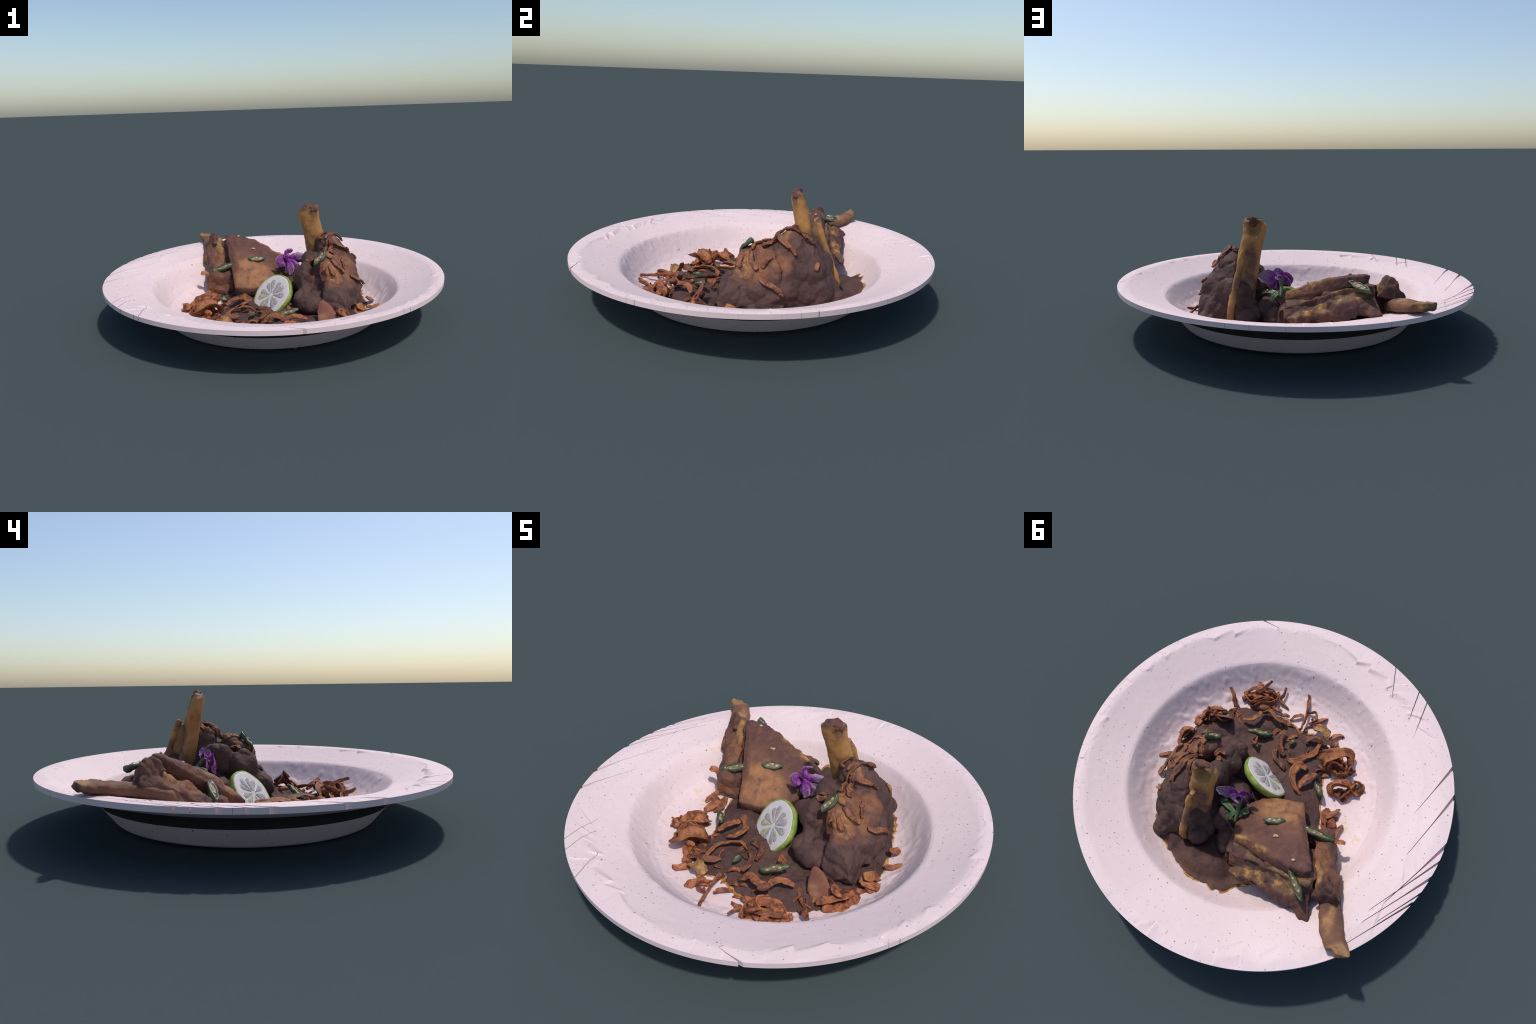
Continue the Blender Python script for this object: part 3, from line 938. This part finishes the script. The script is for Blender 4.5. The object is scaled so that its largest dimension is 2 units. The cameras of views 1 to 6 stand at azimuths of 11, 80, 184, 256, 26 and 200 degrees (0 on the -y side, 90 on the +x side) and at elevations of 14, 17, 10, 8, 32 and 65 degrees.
strip([(.012, -.260, .075), (.009, -.192, .085), (-.040, -.159, .078), (-.076, -.133, .068)], .030, roll=15, mat=M_ONION_D)
strip([(-0.192, -0.167, 0.085), (-0.149, -0.173, 0.100), (-0.127, -0.138, 0.105), (-0.133, -0.076, 0.100), (-0.167, -0.026, 0.100), (-0.201, -0.005, 0.088)], .044, roll=25, twist=40)
strip([(-.188, -.042, .090), (-.208, -.099, .110), (-.258, -.149, .090)], .034, roll=15)
# curled nest at the left
strip([(-.277, -.232, .080), (-.292, -.253, .115), (-.339, -.283, .125), (-.391, -.304, .100), (-.422, -.265, .070)], .068, roll=20, curl=.7, kind="onion_petal")
strip([(-.307, -.201, .110), (-.335, -.230, .130), (-.386, -.215, .115), (-.435, -.218, .070)], .050, roll=60)
strip([(-.327, -.201, .075), (-.379, -.172, .100), (-.416, -.208, .100), (-.431, -.263, .080)], .048, roll=70)
strip([(-.36, -.25, .10), (-.40, -.24, .115), (-.405, -.20, .10), (-.37, -.19, .09)], .040, roll=75)
strip([(-.365, -.069, .060), (-.363, -.101, .095), (-.394, -.117, .110), (-.438, -.129, .090), (-.483, -.110, .055)], .056, roll=45, curl=.7, kind="onion_petal")
strip([(-.464, -.176, .075), (-.500, -.172, .080), (-.520, -.157, .065), (-.502, -.108, .050)], .044, roll=65)
strip([(-.366, -.084, .055), (-.413, -.060, .070), (-.447, -.096, .080), (-.475, -.164, .080)], .046, roll=65)
# by the shoulder
strip([(-.383, .155, .055), (-.372, .085, .065), (-.392, .064, .075), (-.432, .005, .055)], .040, roll=40)
strip([(-.38, .02, .05), (-.36, .06, .06), (-.375, .11, .06)], .045, roll=15)
strip([(-.443, .181, .070), (-.455, .127, .062), (-.472, .087, .048)], .026, roll=40)
strip([(-.435, .215, .150), (-.476, .222, .172), (-.512, .224, .178)], .036, roll=30)
strip([(-.43, .09, .05), (-.41, .10, .075), (-.39, .11, .05)], .055, t=.02, curl=.1, taper=.1)
# right side of the shank
strip([(.59, -.194, .060), (.547, -.206, .085), (.500, -.207, .100)], .044, roll=20)
strip([(.644, -.008, .075), (.613, -.028, .066), (.571, -.052, .070)], .026, roll=20)
strip([(.56, -.11, .05), (.555, -.16, .10), (.52, -.21, .12)], .05, roll=50)
strip([(.163, -.251, .090), (.129, -.221, .110), (.131, -.267, .115)], .026, roll=60)
strip([(.60, .10, .07), (.585, .06, .08), (.565, .04, .10)], .034, roll=30)
# draped over the shank
strip([(.34, .05, .42), (.36, .06, .44), (.41, .09, .41), (.44, .12, .375), (.47, .145, .352)], .030, tr=T_SHANK, off=.010, mat=M_ONION_M, roll=10, twist=40)
strip([(.33, .07, .44), (.35, .12, .462), (.37, .17, .455), (.41, .23, .42), (.42, .26, .40)], .024, tr=T_SHANK, off=.010, mat=M_ONION_M, roll=15)
strip([(.485, -.045, .262), (.52, -.02, .245), (.555, .03, .215), (.574, .073, .187)], .030, tr=T_SHANK, off=.010, mat=M_ONION_M, roll=5)
strip([(.36, -.06, .345), (.41, -.065, .31), (.45, -.05, .275)], .026, tr=T_SHANK, off=.008, mat=M_ONION_M)
strip([(.37, -.01, .37), (.365, .03, .40), (.355, .06, .435)], .032, tr=T_SHANK, off=.010, mat=M_ONION_M, roll=20)
strip([(.30, .13, .41), (.285, .165, .42), (.315, .18, .445), (.335, .14, .45), (.32, .11, .43)], .022, tr=T_SHANK, off=.010, mat=M_ONION_M, roll=30)
strip([(.33, .0, .37), (.31, .06, .39), (.34, .11, .43)], .030, tr=T_SHANK, off=.010, mat=M_ONION_M, roll=40)
strip([(.33, -.10, .34), (.30, -.13, .29), (.32, -.15, .24)], .034, tr=T_SHANK, off=.006, mat=M_ONION_M, roll=20)
strip([(.35, -.11, .32), (.37, -.13, .29), (.39, -.12, .27)], .028, tr=T_SHANK, off=.006, mat=M_ONION_M, roll=10)
strip([(.22, .03, .32), (.25, .01, .335), (.24, -.02, .335), (.21, -.01, .33)], .028, tr=T_SHANK, off=.010, mat=M_ONION_M, roll=65)
strip([(.43, .03, .34), (.45, .0, .32), (.46, -.02, .30)], .022, tr=T_SHANK, off=.006, mat=M_ONION_M)
strip([(.47, .26, .31), (.50, .24, .28)], .024, tr=T_SHANK, off=.005, mat=M_ONION_M)
strip([(.36, -.05, .345), (.33, -.03, .355), (.34, .0, .365)], .028, tr=T_SHANK, off=.008, mat=M_ONION_M, roll=35)

# dense crumbled clumps under the nests
def clump(balls, seed):
    def b(bm):
        q = random.Random(seed)
        for c, r, n in balls:
            for _ in range(n):
                o = Vector((q.uniform(-1, 1), q.uniform(-1, 1), q.uniform(-.4, .5))) * r
                add_ball(bm, Vector(c) + o - Vector((0, 0, .010)), (r * q.uniform(.35, .6), r * q.uniform(.35, .6), r * q.uniform(.25, .4)), (q.uniform(0, 90), q.uniform(0, 90), 0))
    o = fuse("onion_clump", b, .0055, 1, [(30, .010), (70, .005)], M_ONION, onions, facet=(26, .012))
    o["kind"] = "stuff"


clump([((.20, -.545, .075), .060, 9), ((.13, -.545, .070), .045, 5), ((.27, -.525, .06), .04, 4)], 5)
clump([((-.34, -.25, .065), .055, 8), ((-.40, -.235, .06), .045, 5)], 6)
clump([((-.41, -.10, .055), .045, 6), ((-.47, -.13, .055), .035, 4)], 8)
clump([((.45, -.36, .06), .05, 6), ((.50, -.27, .06), .04, 4), ((.54, -.18, .055), .04, 4)], 9)
clump([((-.30, -.36, .05), .04, 4), ((-.15, -.48, .045), .035, 4), ((-.40, .09, .05), .035, 4)], 10)

# loose shreds lying along the front edge
for i in range(46):
    a = rng.uniform(-2.75, -.25)
    R = edge_r(a) * rng.choice((rng.uniform(.84, 1.06), rng.uniform(.55, 1.0)))
    c = Vector((SC.x + R * math.cos(a), SC.y + R * math.sin(a)))
    if .10 < c.x < .62 and c.y > -.30:
        continue
    L, h = rng.uniform(.03, .075), rng.uniform(0, 6.28)
    d = Vector((math.cos(h), math.sin(h))) * L * .5
    bend = Vector((-d.y, d.x)) * rng.uniform(-.8, .8)
    pts = []
    for q, zz in ((-1, 0), (0, .012), (1, 0)):
        p = c + d * q + (bend if q == 0 else Vector((0, 0)))
        hit = T_FLOOR.ray_cast(Vector((p.x, p.y, 1)), Vector((0, 0, -1)))[0]
        base = hit.z if hit else plate_z(p.x, p.y)
        pts.append((p.x, p.y, max(base, plate_z(p.x, p.y)) + .008 + zz))
    strip(pts, rng.uniform(.012, .026), .006, roll=rng.uniform(0, 60), twist=rng.uniform(-60, 60), mat=rng.choice((M_ONION, M_ONION, M_ONION_D)), kind="onion_shred")

# ------------------------------------------------------------------ garlic clove
gpath = spline([(.375, -.365, .045), (.368, -.352, .075), (.358, -.338, .105), (.345, -.322, .135), (.332, -.311, .160), (.326, -.308, .170)], 26)
gs = []
for i, p in enumerate(gpath):
    u = i / 25
    r = lerp_table([(0, .024), (.12, .046), (.32, .054), (.52, .044), (.70, .028), (.86, .015), (.96, .007), (1, .002)], u)
    gs.append((p, (1, 0, 0), (0, .6, .8), r, r * .92))
garlic = tube("garlic_clove", gs, 32, M_GARLIC, None, rough=.004, rscale=20)
garlic["label"], garlic["category"] = "whole roasted reddish brown garlic clove", "garlic"
nut = [(Vector((.150, -.455, .118)) + Vector((.030, .010, .006)) * q, (-.3, .9, .1), (0, 0, 1), .021 * math.sqrt(max(0, 1 - q * q)) + .001, .014 * math.sqrt(max(0, 1 - q * q)) + .001)
       for q in [-1, -.85, -.5, 0, .5, .85, 1]]
nut = tube("almond", nut, 20, M_ONION_D, None, rough=.003, rscale=30)
nut["label"], nut["category"] = "small dark roasted almond on the sauce", "nut"

# ------------------------------------------------------------------ lime
lime = thing("lime_slice", (0.0, -0.05, 0.03), "thick round lime slice leaning on the meat", "fruit slice")


def lime_pt(a, rad, h):
    k1 = 1 + .025 * math.cos(2 * (a - .85)) + .012 * math.sin(3 * a + 1) + .008 * math.sin(7 * a)
    return LC + (LA * math.cos(a) * .139 + LB * math.sin(a) * .139) * (rad * k1) + LN * h


seg = 120
prof = [(.0, -.052), (.60, -.052), (.84, -.046), (.96, -.036), (1.02, -.018), (1.025, -.006), (1.0, .001), (.965, .0015), (.95, -.003), (.0, -.003)]
V, F = [], []
for rad, h in prof:
    for j in range(seg):
        a = 2 * math.pi * j / seg
        p = lime_pt(a, max(rad, .001), h)
        if .8 < rad:
            p += (p - LC).normalized() * .0022 * noise.noise(p * 70)
        V.append(p)
for i in range(len(prof) - 1):
    for j in range(seg):
        k2 = (j + 1) % seg
        F.append((i * seg + j, i * seg + k2, (i + 1) * seg + k2, (i + 1) * seg + j))
make("rind", V, F, M_RIND, lime, angle=50)
prof = [(.001, .0022), (.30, .0024), (.60, .0022), (.80, .0022), (.93, .002), (.955, .0012), (.957, -.004)]
V, F = [], []
for rad, h in prof:
    for j in range(seg):
        a = 2 * math.pi * j / seg
        p = lime_pt(a, rad, h)
        V.append(p + LN * .0012 * noise.noise(p * 40))
for i in range(len(prof) - 1):
    for j in range(seg):
        k2 = (j + 1) % seg
        F.append((i * seg + j, i * seg + k2, (i + 1) * seg + k2, (i + 1) * seg + j))
make("pith", V, F, M_PITH, lime)
ns = 11
for s in range(ns):
    ac = 2 * math.pi * (s + .2 * math.sin(3 * s)) / ns + .2
    half = math.pi / ns * .96
    outer = .73 + .03 * math.sin(2.3 * s + 1)
    V, F = [], []
    rows, cols = 12, 9
    for i in range(rows):
        u = i / (rows - 1)
        rad = .07 + (outer - .07) * u
        wide = half * (min(1.0, .72 + .45 * u)) * math.sqrt(max(.02, 1 - max(0, (u - .62) / .38) ** 2.4)) * (1 if u > .06 else .4)
        for j in range(cols):
            v = (j / (cols - 1) - .5) * 2
            dome = .0030 * (1 - v * v) * (1 - (2 * u - 1) ** 4) + .0028
            p = lime_pt(ac + wide * v, rad, dome if abs(v) < .99 and 0 < i < rows - 1 else .001)
            V.append(p + LN * .0008 * noise.noise(p * 160))
    for i in range(rows - 1):
        for j in range(cols - 1):
            q = i * cols + j
            F.append((q, q + 1, q + cols + 1, q + cols))
    make("flesh_segment", V, F, M_VES_Y if s in (6, 7) else M_VES, lime)

# ------------------------------------------------------------------ chili slices
def chili(a, b, nrm, width, tr=None, off=.006, thick=.020, seeds=3):
    """An oblique ring of chili: pointed oval skin wall, pale flesh floor, seeds."""
    a, b = Vector(a), Vector(b)
    c = (a + b) / 2
    n = Vector(nrm).normalized()
    if tr is not None:
        c2, n2 = rest(tr, c, off)
        c = c2.lerp(c, .4)
        n = (n * .6 + n2 * .4).normalized()
    ax = (b - a).normalized()
    n = (n - ax * n.dot(ax)).normalized()
    sd = n.cross(ax)
    L, Wd = (b - a).length / 2, width / 2
    e = thing("chili_slice", c, "oblique slice of dark green chili with seeds", "chili pepper")
    seg = 48
    V, F = [], []
    prof = [(.55, .25), (.72, 1.0), (.86, 1.12), (1.0, .85), (1.06, .0), (.98, -.9), (.7, -1.0)]
    for rad, h in prof:
        for j in range(seg):
            t = 2 * math.pi * j / seg
            x, y = math.cos(t), math.sin(t)
            y = y * (1 - .45 * abs(x) ** 3)
            p = c + ax * (L * x * (rad if rad > .9 else 1 - (1 - rad) * .6)) + sd * (Wd * y * rad) + n * (h * thick * .5 * (1 + .35 * x))
            V.append(p + n * .006 * noise.noise(p * 38) + sd * .006 * noise.noise(p * 30 + Vector((7, 0, 0))))
    for i in range(len(prof) - 1):
        for j in range(seg):
            k2 = (j + 1) % seg
            F.append((i * seg + j, i * seg + k2, (i + 1) * seg + k2, (i + 1) * seg + j))
    make("skin", V, F, M_CHILI, e)
    V, F = [], []
    prof = [(.02, .45), (.35, .55), (.78, .50), (.80, -.3)]
    for rad, h in prof:
        for j in range(seg):
            t = 2 * math.pi * j / seg
            x, y = math.cos(t), math.sin(t)
            y = y * (1 - .45 * abs(x) ** 3)
            p = c + ax * (L * x * (1 - (1 - rad) * .6 if rad > .5 else rad * 1.3)) + sd * (Wd * y * rad) + n * (h * thick * .5)
            V.append(p + n * .003 * noise.noise(p * 120))
    for i in range(len(prof) - 1):
        for j in range(seg):
            k2 = (j + 1) % seg
            F.append((i * seg + j, i * seg + k2, (i + 1) * seg + k2, (i + 1) * seg + j))
    make("flesh", V, F, M_CHILI_F, e)
    for s in range(seeds):
        u = (s - (seeds - 1) / 2) * .42
        p = c + ax * (L * u) + sd * (Wd * .22 * (-1) ** s) + n * thick * .30
        rows = [(p + ax * (.0085 * q), sd, n, .0065 * math.sqrt(max(.01, 1 - q * q)), .0032 * math.sqrt(max(.01, 1 - q * q))) for q in (-1, -.7, -.2, .3, .75, 1)]
        tube("seed", rows, 12, M_SEED, e)


chili((-.084, .256, .272), (-.193, .229, .265), (-.1, -.55, .83), .044, T_SHOULDER, .008)
chili((-.272, .226, .242), (-.453, .228, .168), (-.35, -.55, .75), .050, T_SHOULDER, .014, .026, 4)
chili((.271, -.106, .318), (.332, -.052, .388), (-.55, -.65, .45), .046, T_SHANK, .020, .020)
chili((.194, -.288, .118), (.060, -.322, .066), (0, -.3, .95), .044, None, .0, .022)
chili((-.072, -.335, .082), (-.055, -.282, .082), (-.5, -.3, .8), .024, None, 0, .018, 1)
chili((-.262, -.10, .088), (-.318, -.022, .088), (-.35, -.3, .88), .036, None, 0, .020, 2)
chili((-.290, .482, .345), (-.393, .598, .318), (-.2, .55, .80), .036, T_SHOULDER, .012, .022, 3)

# ------------------------------------------------------------------ flower
flower = thing("edible_flower", (0.062, 0.285, 0.21), "small violet blossom with white streaks and green stem", "flower")


def petal(pts, w, curl=.4, wide=None, kind="petal"):
    P = spline(pts, 18)
    V, F = [], []
    across = 9
    for i, p in enumerate(P):
        u = i / 17
        tan = (P[min(i + 1, 17)] - P[max(i - 1, 0)]).normalized()
        side = tan.cross(Vector(wide or (.2, .9, .4))).normalized()
        up = side.cross(tan)
        ww = w * lerp_table([(0, .25), (.35, .8), (.65, 1.0), (.88, .7), (1, .15)], u)
        for sgn in (1, -1):
            for j in range(across):
                v = (j / (across - 1) - .5) * 2
                q = p + side * (v * ww * .5) + up * (curl * ww * .5 * v * v + .005 * noise.noise(p * 50 + Vector((v, 0, 0))) + sgn * .0014 * (1 - abs(v) ** 3))
                V.append(q + up * .002 * math.sin(v * 7))
    row = across * 2
    for i in range(17):
        for j in range(across - 1):
            a0, b0 = i * row + j, (i + 1) * row + j
            F.append((a0, a0 + 1, b0 + 1, b0))
            F.append((a0 + across, b0 + across, b0 + across + 1, a0 + across + 1))
        for j in (0, across - 1):
            a0, b0 = i * row + j, (i + 1) * row + j
            F.append((a0, b0, b0 + across, a0 + across))
    return make(kind, V, F, M_PETAL if kind == "petal" else M_STEM, flower)


petal([(.070, .168, .288), (.050, .155, .295), (.033, .142, .275), (.034, .140, .245)], .074)
petal([(.072, .170, .290), (.075, .185, .312), (.082, .205, .322), (.088, .215, .318)], .066)
petal([(.072, .163, .285), (.078, .146, .268), (.086, .134, .235), (.090, .134, .196)], .068)
petal([(.075, .165, .288), (.105, .155, .290), (.145, .160, .292), (.198, .171, .300)], .085)
petal([(.075, .163, .285), (.100, .148, .268), (.120, .145, .245), (.128, .148, .225)], .070)
petal([(.070, .172, .288), (.055, .182, .285), (.040, .180, .262), (.038, .175, .245)], .070)
tube("stem", [(p, (1, 0, 0), (0, .7, .7), r, r) for p, r in zip(spline([(.072, .168, .288), (.066, .190, .290), (.062, .225, .262), (.062, .288, .210)], 16),
     [.006, .010, .015, .019, .021, .021, .019, .017, .015, .013, .012, .011, .010, .009, .009, .008])], 16, M_STEM, flower, rough=.002)
petal([(.066, .25, .23), (.11, .225, .225), (.15, .20, .220), (.175, .195, .210)], .040, .2, (0, .3, 1), "leaf")
petal([(.060, .26, .225), (.045, .245, .232), (.025, .225, .235), (.01, .215, .225)], .035, .3, (0, .3, 1), "leaf")
petal([(.066, .24, .235), (.085, .255, .23), (.10, .27, .21), (.11, .28, .19)], .032, .3, (0, .3, 1), "leaf")

# ------------------------------------------------------------------ sesame-like seeds on the shoulder
for i, (p, tr) in enumerate([((-.170, .330, .32), T_SHOULDER), ((-.182, .328, .32), T_SHOULDER), ((-.30, .44, .37), T_SHOULDER)]):
    q, nor = rest(tr, p, .003)
    ax = nor.cross(Vector((0, 0, 1))).normalized()
    rows = [(q + ax * (.010 * t), nor.cross(ax), nor, .0075 * math.sqrt(max(.01, 1 - t * t)), .004 * math.sqrt(max(.01, 1 - t * t))) for t in (-1, -.7, -.2, .3, .75, 1)]
    o = tube("seed", rows, 12, M_SEED, None)
    o["label"], o["category"] = "tiny pale chili seed", "seed"

# nothing may dip below the table
# every loose piece rests on the bowl, not below it
for o in bpy.data.objects:
    if o.type == 'MESH' and o is not plate:
        for v in o.data.vertices:
            if v.co.z < .004:
                v.co.z = .004
